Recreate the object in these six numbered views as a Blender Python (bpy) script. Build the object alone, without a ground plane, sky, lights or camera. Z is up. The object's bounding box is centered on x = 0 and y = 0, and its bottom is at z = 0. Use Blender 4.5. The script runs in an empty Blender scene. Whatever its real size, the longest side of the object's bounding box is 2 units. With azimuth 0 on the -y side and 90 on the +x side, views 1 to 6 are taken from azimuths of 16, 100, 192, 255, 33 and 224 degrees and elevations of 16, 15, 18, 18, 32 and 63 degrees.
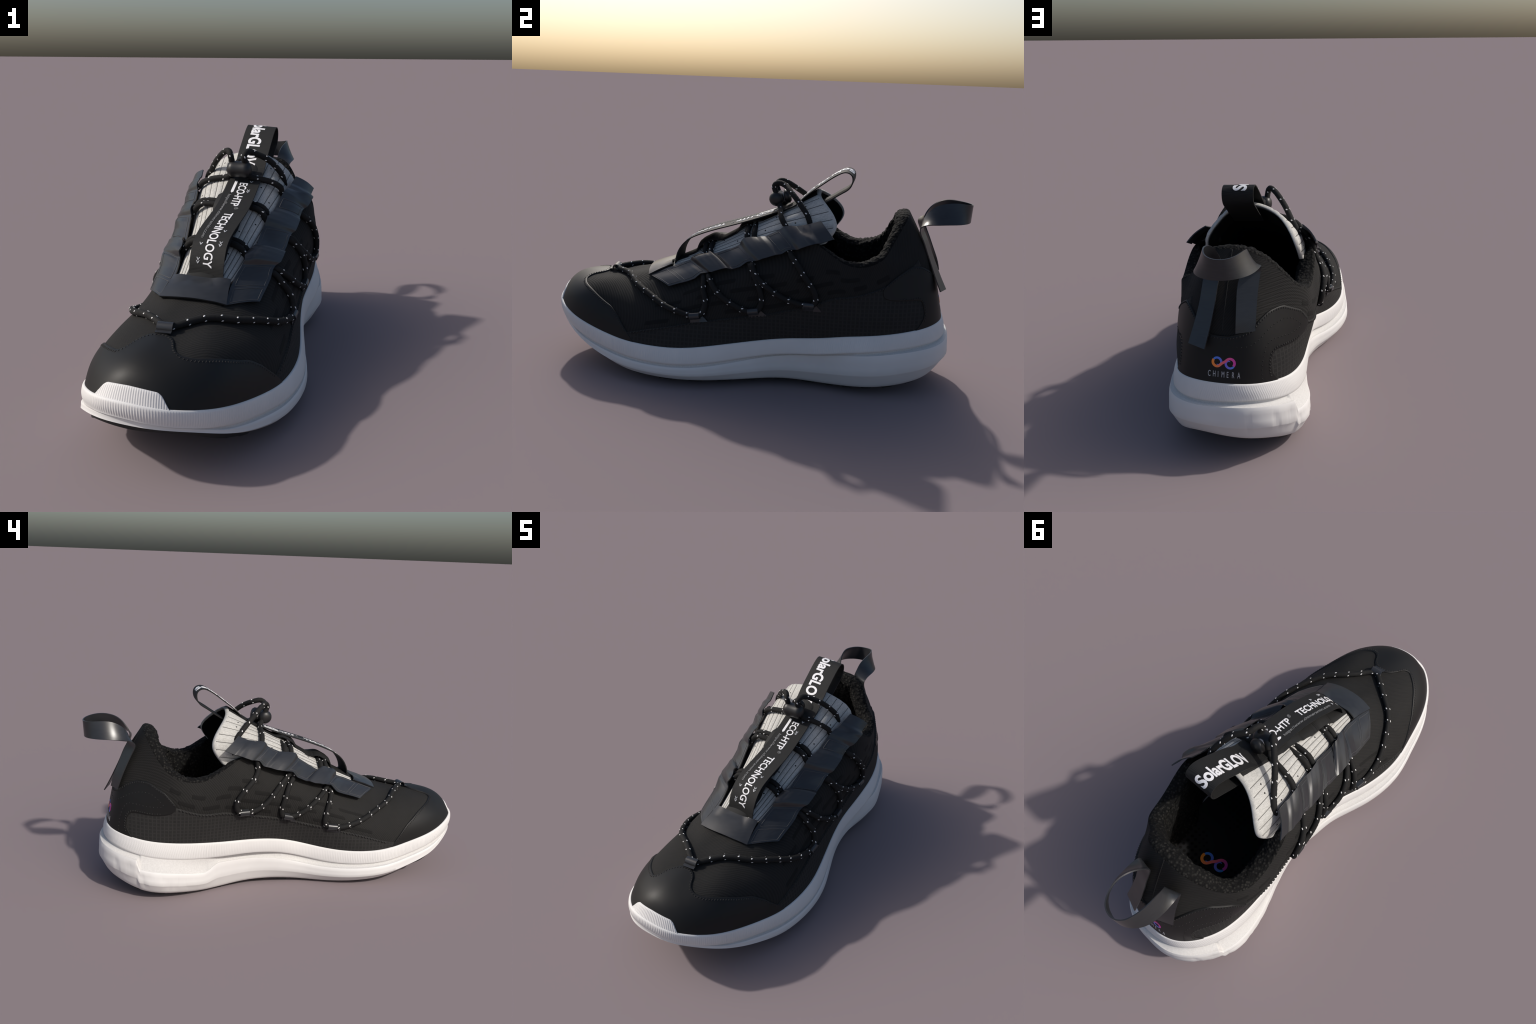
import bpy, bmesh, math, random
import numpy as np
from mathutils import Vector, noise as mnoise
#SURF
import numpy as np
# ------------------------------------------------------------------ curves
def spline(P, n=None, closed=False, x=None, k=None):
    """Cubic spline through points P (m,d). Returns n samples, or values at parameters x.
    k: optional knot values (default uniform)."""
    P = np.asarray(P, float)
    if P.ndim == 1: P = P[:, None]
    m = len(P)
    if closed:
        P2 = np.vstack([P[-4:], P, P[:5]]); k2 = np.arange(-4, m + 5, dtype=float)
    else:
        P2 = P; k2 = np.arange(m, dtype=float) if k is None else np.asarray(k, float)
    if x is None:
        x = np.linspace(0, m, n, endpoint=False) if closed else np.linspace(k2[0], k2[-1], n)
    x = np.asarray(x, float)
    if closed: x = np.mod(x, m)
    N = len(P2); h = np.diff(k2)
    A = np.zeros((N, N)); R = np.zeros((N, P2.shape[1])); A[0, 0] = A[-1, -1] = 1
    for i in range(1, N - 1):
        A[i, i - 1] = h[i - 1]; A[i, i] = 2 * (h[i - 1] + h[i]); A[i, i + 1] = h[i]
        R[i] = 6 * ((P2[i + 1] - P2[i]) / h[i] - (P2[i] - P2[i - 1]) / h[i - 1])
    M = np.linalg.solve(A, R)
    i = np.clip(np.searchsorted(k2, x, side='right') - 1, 0, N - 2)
    a = (k2[i + 1] - x)[:, None]; b = (x - k2[i])[:, None]; hh = h[i][:, None]
    return (M[i] * a**3 + M[i + 1] * b**3) / (6 * hh) + (P2[i] / hh - M[i] * hh / 6) * a + (P2[i + 1] / hh - M[i + 1] * hh / 6) * b
def chord(P):
    P = np.asarray(P, float); return np.r_[0, np.cumsum(np.linalg.norm(np.diff(P, axis=0), axis=1))]
def smooth_path(P, n):
    return spline(P, n, k=chord(P))
def lin(x, pts):
    p = np.array(pts, float); return np.interp(x, p[:, 0], p[:, 1])
def pch(x, pts):
    """smooth monotone-ish interpolation (smoothstep between neighbours blended with linear)"""
    p = np.array(pts, float); xs, ys = p[:, 0], p[:, 1]
    d = np.diff(ys) / np.diff(xs); m = np.r_[d[0], np.where(d[:-1] * d[1:] > 0, 2 * d[:-1] * d[1:] / np.where(d[:-1] + d[1:] == 0, 1, d[:-1] + d[1:]), 0), d[-1]]
    x = np.clip(np.asarray(x, float), xs[0], xs[-1]); i = np.clip(np.searchsorted(xs, x, side='right') - 1, 0, len(xs) - 2)
    h = xs[i + 1] - xs[i]; t = (x - xs[i]) / h
    return ys[i] * (1 + 2 * t) * (1 - t)**2 + m[i] * h * t * (1 - t)**2 + ys[i + 1] * t * t * (3 - 2 * t) + m[i + 1] * h * t * t * (t - 1)

# ------------------------------------------------------------------ the last: ribs running from the sole seam up to the opening
# order: toe centre -> +x side -> heel -> -x side ; five points per rib (seam, low, mid, high, top line)
RIBS = [
 ((-.034,-.980,.293),(-.032,-.938,.364),(-.025,-.815,.412),(-.020,-.600,.433),(-.012,-.400,.497)),
 ((.082,-.953,.273),(.074,-.913,.348),(.055,-.795,.404),(.035,-.600,.431),(.030,-.395,.497)),
 ((.185,-.856,.239),(.175,-.831,.317),(.137,-.750,.392),(.090,-.580,.426),(.060,-.390,.503)),
 ((.246,-.730,.207),(.238,-.716,.281),(.198,-.660,.362),(.135,-.530,.418),(.088,-.385,.498)),
 ((.292,-.605,.186),(.281,-.593,.258),(.240,-.550,.342),(.168,-.460,.418),(.100,-.365,.497)),
 ((.327,-.475,.176),(.314,-.465,.246),(.267,-.430,.337),(.197,-.360,.416),(.112,-.310,.516)),
 ((.334,-.295,.174),(.313,-.288,.250),(.280,-.260,.335),(.225,-.220,.444),(.130,-.200,.561)),
 ((.307,-.126,.192),(.293,-.118,.275),(.278,-.100,.365),(.241,-.080,.484),(.143,-.060,.606)),
 ((.267,.042,.217),(.273,.051,.310),(.269,.060,.405),(.248,.075,.526),(.158,.080,.651)),
 ((.242,.197,.238),(.261,.199,.345),(.266,.200,.445),(.258,.210,.564),(.183,.220,.686)),
 ((.234,.345,.252),(.255,.347,.354),(.264,.340,.455),(.261,.330,.578),(.230,.315,.690)),
 ((.231,.453,.268),(.245,.457,.351),(.249,.460,.430),(.250,.450,.521),(.238,.430,.620)),
 ((.220,.563,.279),(.228,.567,.361),(.225,.565,.440),(.221,.550,.520),(.220,.530,.600)),
 ((.192,.685,.292),(.194,.687,.380),(.183,.680,.460),(.179,.650,.540),(.187,.605,.630)),
 ((.138,.807,.311),(.131,.797,.410),(.118,.777,.510),(.113,.737,.610),(.126,.642,.679)),
 ((.052,.876,.324),(.047,.859,.428),(.036,.835,.540),(.033,.786,.670),(.047,.697,.781)),
 ((-.046,.892,.325),(-.046,.869,.426),(-.050,.839,.545),(-.055,.782,.680),(-.058,.713,.806)),
 ((-.140,.879,.323),(-.142,.859,.429),(-.140,.833,.540),(-.140,.778,.670),(-.155,.709,.790)),
 ((-.217,.823,.312),(-.221,.809,.412),(-.219,.781,.510),(-.221,.733,.610),(-.242,.673,.715)),
 ((-.278,.711,.292),(-.287,.700,.381),(-.290,.685,.460),(-.295,.650,.550),(-.296,.615,.640)),
 ((-.298,.567,.278),(-.315,.568,.364),(-.327,.565,.440),(-.334,.555,.520),(-.326,.540,.605)),
 ((-.293,.438,.270),(-.315,.444,.358),(-.335,.450,.440),(-.341,.440,.520),(-.326,.430,.610)),
 ((-.281,.323,.265),(-.302,.332,.363),(-.329,.340,.460),(-.337,.330,.570),(-.309,.305,.685)),
 ((-.256,.187,.257),(-.280,.193,.348),(-.313,.200,.450),(-.318,.200,.569),(-.247,.210,.696)),
 ((-.244,.036,.241),(-.265,.043,.324),(-.289,.050,.415),(-.286,.065,.534),(-.198,.080,.661)),
 ((-.244,-.116,.202),(-.269,-.113,.287),(-.289,-.100,.370),(-.274,-.080,.484),(-.175,-.060,.611)),
 ((-.294,-.281,.177),(-.305,-.281,.258),(-.294,-.260,.345),(-.249,-.220,.449),(-.155,-.200,.566)),
 ((-.329,-.469,.180),(-.322,-.460,.256),(-.287,-.430,.341),(-.222,-.360,.417),(-.137,-.310,.521)),
 ((-.313,-.622,.204),(-.305,-.606,.277),(-.268,-.560,.352),(-.195,-.460,.419),(-.125,-.365,.500)),
 ((-.285,-.758,.233),(-.274,-.739,.300),(-.230,-.670,.372),(-.163,-.530,.423),(-.112,-.385,.500)),
 ((-.234,-.872,.266),(-.215,-.846,.331),(-.170,-.750,.396),(-.120,-.580,.429),(-.085,-.390,.505)),
 ((-.143,-.960,.292),(-.122,-.923,.353),(-.100,-.800,.406),(-.070,-.600,.434),(-.050,-.395,.500)),
]
# sole at the same ribs: (band overhang, band height, bulge overhang, height of the lower edge, draw-in of the lower edge)
SOLE = [
 (.007,.045,-.001,.206,.053), (.005,.048,-.004,.196,.055), (.006,.053,.000,.151,.057), (.010,.059,.012,.091,.046),
 (.014,.058,.021,.053,.040), (.021,.059,.027,.035,.039), (.028,.061,.033,.027,.041), (.026,.064,.032,.026,.043),
 (.021,.061,.016,.028,.042), (.022,.059,.004,.030,.049), (.029,.060,.006,.022,.057), (.034,.059,.024,.024,.060),
 (.033,.058,.044,.032,.059), (.026,.059,.043,.041,.057), (.025,.060,.050,.073,.054), (.025,.063,.048,.104,.056),
 (.023,.059,.046,.103,.055), (.021,.054,.054,.099,.050), (.023,.057,.061,.081,.045), (.023,.064,.065,.044,.041),
 (.020,.068,.045,.024,.041), (.011,.070,.015,.011,.040), (.008,.067,-.006,.011,.037), (.009,.063,-.007,.019,.033),
 (.012,.062,.012,.020,.035), (.015,.061,.036,.010,.039), (.016,.058,.045,.012,.046), (.017,.054,.041,.029,.051),
 (.017,.053,.034,.059,.054), (.016,.049,.029,.106,.054), (.013,.044,.017,.173,.053), (.009,.043,.006,.210,.052),
]
NS, NT = 640, 81          # resolution of the master surface
NR = len(RIBS)
def master():
    R = np.array(RIBS)                                   # (32,5,3)
    cols = np.array([smooth_path(r, NT) for r in R])     # (32,NT,3)
    G = np.array([spline(cols[:, j], NS, closed=True) for j in range(NT)])  # (NT,NS,3)
    return np.transpose(G, (1, 0, 2))                    # (NS,NT,3)
G = master()
def grid_normals(G):
    ds = np.roll(G, -1, 0) - np.roll(G, 1, 0)
    dt = np.gradient(G, axis=1)
    n = np.cross(ds, dt); return n / (np.linalg.norm(n, axis=2, keepdims=True) + 1e-12)
GN = grid_normals(G)
def S(s, t, off=0.0):
    """point on the upper; s in rib numbers (0..32, wraps), t 0..1 from seam to opening, off along the outward normal"""
    s = np.asarray(s, float); t = np.asarray(t, float)
    fs = np.mod(s, NR) / NR * NS; ft = np.clip(t, 0, 1) * (NT - 1)
    i = np.floor(fs).astype(int) % NS; a = (fs - np.floor(fs))[..., None]; i2 = (i + 1) % NS
    j = np.clip(np.floor(ft).astype(int), 0, NT - 2); b = (ft - j)[..., None]
    def bl(A): return (A[i, j] * (1 - a) + A[i2, j] * a) * (1 - b) + (A[i, j + 1] * (1 - a) + A[i2, j + 1] * a) * b
    n = bl(GN); n = n / np.linalg.norm(n, axis=-1, keepdims=True)
    off = np.asarray(off, float)
    return bl(G) + n * (off[..., None] if off.ndim else off)
#ENDSURF

# ------------------------------------------------------------------ helpers
rng = random.Random(7)
SHOE = bpy.data.objects.new("running_shoe", None)
bpy.context.scene.collection.objects.link(SHOE)
SHOE.empty_display_size = .2
SHOE["label"] = "black lace-up running shoe with thick white foam sole"
SHOE["category"] = "shoe"

def add(name, verts, faces, mat, parent=None, smooth=True, kind=None, sharp=None):
    me = bpy.data.meshes.new(name)
    me.from_pydata([tuple(map(float, v)) for v in verts], [], faces)
    me.validate(); me.update()
    if smooth: me.polygons.foreach_set("use_smooth", [True] * len(me.polygons))
    if sharp: me.set_sharp_from_angle(angle=math.radians(sharp))
    me.materials.append(mat)
    ob = bpy.data.objects.new(name, me)
    bpy.context.scene.collection.objects.link(ob)
    ob.parent = parent or SHOE
    if kind: ob["kind"] = kind
    return ob
def grid_faces(n, m, wrap=False, flip=False):
    """n x m vertices stored row by row (n rows); wrap joins last row with first"""
    f = []
    for i in range(n if wrap else n - 1):
        a, b = i * m, ((i + 1) % n) * m
        for j in range(m - 1):
            q = (a + j, b + j, b + j + 1, a + j + 1)
            f.append(q[::-1] if flip else q)
    return f
def slab(name, P, thick, mat, parent=None, sharp=40, wrap=False, mid=False):
    """sheet P (n,m,3) given a thickness along its normal, closed all round"""
    n, m = P.shape[:2]
    du = np.gradient(P, axis=0); dv = np.gradient(P, axis=1)
    N = np.cross(du, dv); N /= np.linalg.norm(N, axis=2, keepdims=True) + 1e-12
    top = P + N * (thick / 2 if mid else 0); bot = P - N * (thick / 2 if mid else thick)
    V = np.vstack([top.reshape(-1, 3), bot.reshape(-1, 3)]); k = n * m
    F = grid_faces(n, m) + [tuple(k + i for i in q[::-1]) for q in grid_faces(n, m)]
    ring = [(i, 0) for i in range(n)] + [(n - 1, j) for j in range(1, m)] + [(i, m - 1) for i in range(n - 2, -1, -1)] + [(0, j) for j in range(m - 2, 0, -1)]
    idx = [i * m + j for i, j in ring]
    for a, b in zip(idx, idx[1:] + idx[:1]): F.append((b, a, k + a, k + b))
    return add(name, V, [q[::-1] for q in F] if False else F, mat, parent, sharp=sharp)
def loft_rows(rows, n, m):
    """smooth surface through rows of control points (each row: same count)"""
    R = np.array([smooth_path(r, m) for r in rows])
    return np.transpose(np.array([smooth_path(R[:, j], n) for j in range(m)]), (1, 0, 2))
def frames(P):
    T = np.gradient(P, axis=0); T /= np.linalg.norm(T, axis=1, keepdims=True) + 1e-12
    up = np.array([0, 0, 1.]); N = [np.cross(np.cross(T[0], up), T[0])]
    if np.linalg.norm(N[0]) < 1e-3: N = [np.array([1., 0, 0])]
    N[0] = N[0] / np.linalg.norm(N[0])
    for i in range(1, len(P)):
        v = N[-1] - T[i] * (N[-1] @ T[i]); N.append(v / np.linalg.norm(v))
    N = np.array(N); return T, N, np.cross(T, N)
def tube_data(P, r, k=10, rad=None, base=0):
    T, N, B = frames(P); n = len(P)
    a = np.linspace(0, 2 * math.pi, k, endpoint=False)
    R = np.full((n, k), r) if rad is None else rad
    V = P[:, None] + R[..., None] * (np.cos(a)[None, :, None] * N[:, None] + np.sin(a)[None, :, None] * B[:, None])
    V = V.reshape(-1, 3); F = []
    for i in range(n - 1):
        for j in range(k):
            j2 = (j + 1) % k
            F.append((base + i * k + j, base + i * k + j2, base + (i + 1) * k + j2, base + (i + 1) * k + j))
    F.append(tuple(base + j for j in range(k - 1, -1, -1))); F.append(tuple(base + (n - 1) * k + j for j in range(k)))
    return V, F
def tubes(name, paths, r, mat, k=8, parent=None, kind=None):
    V, F = [], []; b = 0
    for P in paths:
        v, f = tube_data(np.asarray(P, float), r, k, base=b); V.append(v); F += f; b += len(v)
    return add(name, np.vstack(V), F, mat, parent, kind=kind)
def resample(P, step):
    P = np.asarray(P, float); c = chord(P); n = max(2, int(c[-1] / step) + 1)
    x = np.linspace(0, c[-1], n); return np.stack([np.interp(x, c, P[:, i]) for i in range(3)], 1)
def capsule(n=6, m=4):
    """unit capsule along x: half length 1, radius 1 in y,z (ellipsoid)"""
    V, F = [], []
    for i in range(m + 1):
        a = math.pi * i / m
        for j in range(n):
            b = 2 * math.pi * j / n; V.append((-math.cos(a), math.sin(a) * math.cos(b), math.sin(a) * math.sin(b)))
    for i in range(m):
        for j in range(n):
            j2 = (j + 1) % n; F.append((i * n + j, i * n + j2, (i + 1) * n + j2, (i + 1) * n + j))
    return np.array(V), F
CAPV, CAPF = capsule()
def beads(name, items, mat, parent=None):
    """items: (centre, direction, normal, half length, half width, half height) -> one joined mesh of little ellipsoids"""
    V, F = [], []; b = 0
    for c, d, nrm, l, w, h in items:
        d = np.asarray(d) / np.linalg.norm(d); q = np.cross(nrm, d); q /= np.linalg.norm(q); u = np.cross(d, q)
        V.append(np.asarray(c) + CAPV[:, :1] * l * d + CAPV[:, 1:2] * w * q + CAPV[:, 2:] * h * u)
        F += [tuple(b + i for i in f) for f in CAPF]; b += len(CAPV)
    return add(name, np.vstack(V), F, mat, parent, kind="stuff")
def stitches(name, st, off, step, half, width, mat, slant=0.0, height=.0022, parent=None):
    """row of thread stitches along a polyline of (s,t) on the upper"""
    st = np.asarray(st, float); P = S(st[:, 0], st[:, 1], off); c = chord(P)
    x = np.arange(step / 2, c[-1], step); items = []
    s = np.interp(x, c, st[:, 0]); t = np.interp(x, c, st[:, 1])
    C = S(s, t, off); N = S(s, t, off + .01) - C
    D = np.stack([np.interp(x + .004, c, P[:, i]) - np.interp(x - .004, c, P[:, i]) for i in range(3)], 1)
    for p, nn, d in zip(C, N, D):
        if np.linalg.norm(d) < 1e-6: continue
        nn = nn / np.linalg.norm(nn); d = d / np.linalg.norm(d); q = np.cross(nn, d)
        dd = d * math.cos(slant) + q * math.sin(slant)
        items.append((p, dd, nn, half * rng.uniform(.85, 1.15), width, height))
    return beads(name, items, mat, parent)
def patch(name, sig, lo, hi, off, nt, mat, shift=None, rim=.007, parent=None, s_rim=True):
    """overlay sewn on the upper: columns sig (rib numbers), from t=lo to t=hi, raised by off, edges turned down"""
    sig = np.asarray(sig, float); lo = np.asarray(lo, float); hi = np.maximum(np.asarray(hi, float), lo + 1e-4)
    h = hi - lo; r = np.minimum(rim, h * .3)
    w = np.linspace(0, 1, nt)
    T = [lo, lo + r * .35] + [lo + r + (h - 2 * r) * x for x in w] + [hi - r * .35, hi]
    O = [-.003, off * .75] + [off] * nt + [off * .75, -.003]
    T = np.array(T).T; O = np.tile(np.array(O), (len(sig), 1))
    if s_rim:
        O[0] = O[-1] = -.003; O[1] = np.minimum(O[1], off * .75); O[-2] = np.minimum(O[-2], off * .75)
    Sg = np.tile(sig[:, None], (1, T.shape[1]))
    if shift is not None: Sg = Sg + shift(Sg, T)
    P = S(Sg, T, O)
    return add(name, P.reshape(-1, 3), grid_faces(*T.shape, flip=False), mat, parent)

from mathutils.kdtree import KDTree
_kd = KDTree(NS * NT // 2)
for _i in range(0, NS, 2):
    for _j in range(NT): _kd.insert(G[_i, _j], _i * NT + _j)
_kd.balance()
def conform(P, gap):
    """lift points of a sheet so that they clear the upper by at least gap (array or number)"""
    Q = P.reshape(-1, 3).copy(); g = np.broadcast_to(gap, P.shape[:-1]).reshape(-1)
    for k in range(len(Q)):
        c, i, d = _kd.find(Q[k]); i, j = divmod(i, NT)
        if j >= NT - 1: 
            n = GN[i, j]; h = (Q[k] - G[i, j]) @ n
            lat = np.linalg.norm(Q[k] - G[i, j] - n * h)
            if lat > .02: continue
        n = GN[i, j]; h = (Q[k] - G[i, j]) @ n
        if h < g[k]: Q[k] += n * (g[k] - h)
    return Q.reshape(P.shape)

# ------------------------------------------------------------------ materials
def material(name, base, rough=.6, **kw):
    m = bpy.data.materials.new(name); m.use_nodes = True
    nt = m.node_tree; b = nt.nodes["Principled BSDF"]
    b.inputs["Base Color"].default_value = (*base, 1); b.inputs["Roughness"].default_value = rough
    for k, v in kw.items(): b.inputs[k].default_value = v
    return m, nt, b
def node(nt, typ, **kw):
    n = nt.nodes.new(typ)
    for k, v in kw.items():
        if k.startswith("_"): setattr(n, k[1:], v)
        else: n.inputs[k].default_value = v
    return n
def coords(nt, scale=(1, 1, 1), rot=(0, 0, 0)):
    tc = nt.nodes.new("ShaderNodeTexCoord"); mp = nt.nodes.new("ShaderNodeMapping")
    mp.inputs["Scale"].default_value = scale; mp.inputs["Rotation"].default_value = rot
    nt.links.new(tc.outputs["Object"], mp.inputs["Vector"]); return mp.outputs["Vector"]
def ramp(nt, fac, stops):
    r = nt.nodes.new("ShaderNodeValToRGB"); e = r.color_ramp.elements
    while len(e) < len(stops): e.new(.5)
    for x, (p, c) in zip(e, stops): x.position = p; x.color = (*c, 1) if len(c) == 3 else c
    nt.links.new(fac, r.inputs["Fac"]); return r.outputs["Color"]
def bump(nt, b, height, strength=.3, dist=.002, prev=None):
    n = node(nt, "ShaderNodeBump", Strength=strength, Distance=dist); nt.links.new(height, n.inputs["Height"])
    if prev: nt.links.new(prev, n.inputs["Normal"])
    nt.links.new(n.outputs["Normal"], b.inputs["Normal"]); return n.outputs["Normal"]
def wave(nt, vec, scale, direction='X', dist=0.0, profile='SIN'):
    w = node(nt, "ShaderNodeTexWave", Scale=scale, Distortion=dist, _wave_type='BANDS', _bands_direction=direction, _wave_profile=profile)
    w.inputs["Detail"].default_value = 1.0; w.inputs["Detail Scale"].default_value = 1.5
    nt.links.new(vec, w.inputs["Vector"]); return w.outputs["Fac"]
def mathn(nt, op, a, b=None, clamp=False):
    n = nt.nodes.new("ShaderNodeMath"); n.operation = op; n.use_clamp = clamp
    for i, v in enumerate((a, b)):
        if v is None: continue
        if isinstance(v, (int, float)): n.inputs[i].default_value = v
        else: nt.links.new(v, n.inputs[i])
    return n.outputs[0]
def noise(nt, vec, scale, detail=3, rough=.5):
    n = node(nt, "ShaderNodeTexNoise", Scale=scale, Detail=detail, Roughness=rough); nt.links.new(vec, n.inputs["Vector"]); return n.outputs["Fac"]

def make_materials():
    M = {}
    # woven main fabric: fine diagonal twill over a plain ground
    m, nt, b = material("woven_fabric", (.013, .0127, .0123), .85, **{"Specular IOR Level": .22})
    v = coords(nt, rot=(.3, .2, .75)); w1 = wave(nt, v, 46, 'X', .3); w2 = wave(nt, coords(nt, rot=(0, .5, -.6)), 75, 'Y', .3)
    h = mathn(nt, 'ADD', w1, mathn(nt, 'MULTIPLY', w2, .5)); n = noise(nt, coords(nt), 9)
    c = ramp(nt, mathn(nt, 'MULTIPLY', mathn(nt, 'ADD', h, n), .45), [(.2, (.0112, .0109, .0104)), (.9, (.0205, .0198, .0188))])
    nt.links.new(c, b.inputs["Base Color"]); bump(nt, b, h, .26, .0025); M["fabric"] = m
    m, nt, b = material("welded_film", (.0105, .0102, .0098), .87, **{"Specular IOR Level": .2})
    bump(nt, b, wave(nt, coords(nt, rot=(.3, .2, .75)), 62, 'X', .3), .1, .002); M["film"] = m
    # smooth synthetic leather
    m, nt, b = material("smooth_synthetic", (.0095, .0094, .0092), .5)
    b.inputs["Specular IOR Level"].default_value = .28
    bump(nt, b, noise(nt, coords(nt), 260, 2), .06, .001); M["smooth"] = m
    # ripstop side panel: square grid of thicker threads
    m, nt, b = material("ripstop", (.016, .0155, .015), .85, **{"Specular IOR Level": .22})
    wy = wave(nt, coords(nt), 17, 'Y', .05); wz = wave(nt, coords(nt), 17, 'Z', .05)
    def line(w): return ramp(nt, w, [(.62, (0, 0, 0)), (.92, (1, 1, 1))])
    g = mathn(nt, 'MAXIMUM', line(wy), mathn(nt, 'MULTIPLY', line(wz), .8))
    c = ramp(nt, mathn(nt, 'MULTIPLY', mathn(nt, 'ADD', g, mathn(nt, 'MULTIPLY', noise(nt, coords(nt), 30), .7)), .6), [(.1, (.019, .0185, .018)), (.9, (.030, .0292, .0282))])
    nt.links.new(c, b.inputs["Base Color"]); bump(nt, b, mathn(nt, 'ADD', g, mathn(nt, 'MULTIPLY', wave(nt, coords(nt), 90, 'Y'), .25)), .25, .003); M["ripstop"] = m
    # boucle lining
    m, nt, b = material("boucle_lining", (.012, .0118, .011), .92, **{"Specular IOR Level": .2})
    vo = node(nt, "ShaderNodeTexVoronoi", Scale=78.0); nt.links.new(coords(nt), vo.inputs["Vector"])
    c = ramp(nt, vo.outputs["Distance"], [(.08, (.026, .025, .0225)), (.5, (.0035, .0035, .0035))])
    nt.links.new(c, b.inputs["Base Color"]); bump(nt, b, mathn(nt, 'SUBTRACT', 1.0, vo.outputs["Distance"]), .7, .006); M["boucle"] = m
    m, nt, b = material("dark_lining", (.004, .004, .004), .95, **{"Specular IOR Level": .15})
    vo = node(nt, "ShaderNodeTexVoronoi", Scale=70.0); nt.links.new(coords(nt), vo.inputs["Vector"])
    bump(nt, b, vo.outputs["Distance"], .5, .003); M["lining"] = m
    # dark film webbing used for bands, keepers and pull loop
    m, nt, b = material("coated_webbing", (.021, .022, .025), .3)
    b.inputs["Specular IOR Level"].default_value = .55
    n = noise(nt, coords(nt, (1, 1, 8)), 30, 3); c = ramp(nt, n, [(.3, (.019, .02, .0225)), (.75, (.027, .0282, .031))])
    nt.links.new(c, b.inputs["Base Color"]); bump(nt, b, wave(nt, coords(nt), 150, 'Y'), .05, .001); M["webbing"] = m
    m, nt, b = material("seam_thread", (.07, .07, .072), .6); M["seam"] = m
    m, nt, b = material("black_thread", (.023, .0225, .0218), .75, **{"Specular IOR Level": .25}); M["thread"] = m
    # printed ribbon
    m, nt, b = material("ribbed_ribbon", (.011, .011, .011), .7, **{"Specular IOR Level": .3})
    w = wave(nt, coords(nt, rot=(-.72, 0, 0)), 80, 'Y'); c = ramp(nt, w, [(.2, (.0085, .0085, .0085)), (.8, (.0155, .0155, .015))])
    nt.links.new(c, b.inputs["Base Color"]); bump(nt, b, w, .2, .002); M["ribbon"] = m
    m, nt, b = material("white_print", (.82, .81, .82), .45); M["print"] = m
    m, nt, b = material("grey_print", (.22, .22, .22), .5); M["greyprint"] = m
    m, nt, b = material("dark_line", (.11, .107, .10), .8); M["darkline"] = m
    m, nt, b = material("silver_print", (.42, .43, .45), .4); M["silver"] = m
    m, nt, b = material("braided_cord", (.0115, .0113, .011), .8, **{"Specular IOR Level": .25})
    n = noise(nt, coords(nt), 220, 2); bump(nt, b, n, .3, .002); M["cord"] = m
    m, nt, b = material("fleck_thread", (.75, .74, .72), .5); M["fleck"] = m
    # tongue cloth
    m, nt, b = material("melange_cloth", (.5, .49, .46), .85)
    n1 = noise(nt, coords(nt, (1, 6, 6)), 40, 4, .65); n2 = noise(nt, coords(nt, (6, 1, 1)), 55, 3, .6)
    c = ramp(nt, mathn(nt, 'MULTIPLY', mathn(nt, 'ADD', n1, n2), .5), [(.34, (.36, .352, .33)), (.6, (.53, .52, .49))])
    nt.links.new(c, b.inputs["Base Color"]); bump(nt, b, n1, .25, .002); M["melange"] = m
    # foam sole
    m, nt, b = material("white_foam", (.7, .685, .67), .6)
    n = noise(nt, coords(nt), 6, 4); c = ramp(nt, n, [(.3, (.67, .658, .645)), (.7, (.72, .707, .693))])
    nt.links.new(c, b.inputs["Base Color"]); bump(nt, b, noise(nt, coords(nt), 120, 2), .05, .001); M["foam"] = m
    m, nt, b = material("shaded_knit_foam", (.6, .585, .57), .75)  # knit skin of the sole recess; greyer base paints in its downward-facing shade
    w = mathn(nt, 'MULTIPLY', noise(nt, coords(nt), 160, 2), 2.0)
    c = ramp(nt, mathn(nt, 'MULTIPLY', w, .5), [(.2, (.52, .508, .492)), (.8, (.63, .616, .6))])
    nt.links.new(c, b.inputs["Base Color"]); bump(nt, b, w, .05, .001); M["knit"] = m
    m, nt, b = material("black_rubber", (.012, .012, .012), .6); M["rubber"] = m
    m, nt, b = material("black_plastic", (.01, .01, .0105), .42)
    bump(nt, b, noise(nt, coords(nt), 300, 2), .05, .001); M["plastic"] = m
    m, nt, b = material("perforated_insole", (.01, .01, .01), .9, **{"Specular IOR Level": .15})
    vo = node(nt, "ShaderNodeTexVoronoi", Scale=40.0, Randomness=.2); nt.links.new(coords(nt), vo.inputs["Vector"])
    c = ramp(nt, vo.outputs["Distance"], [(.25, (.004, .004, .004)), (.4, (.016, .016, .017))]); nt.links.new(c, b.inputs["Base Color"]); M["insole"] = m
    return M
M = make_materials()
def gradient_mat(name, axis, x0, x1, stops):
    m, nt, b = material(name, (.5, .5, .5), .4)
    sp = nt.nodes.new("ShaderNodeSeparateXYZ"); nt.links.new(coords(nt), sp.inputs[0])
    f = mathn(nt, 'DIVIDE', mathn(nt, 'SUBTRACT', sp.outputs[axis], x0), x1 - x0, True)
    nt.links.new(ramp(nt, f, stops), b.inputs["Base Color"]); return m

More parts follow.
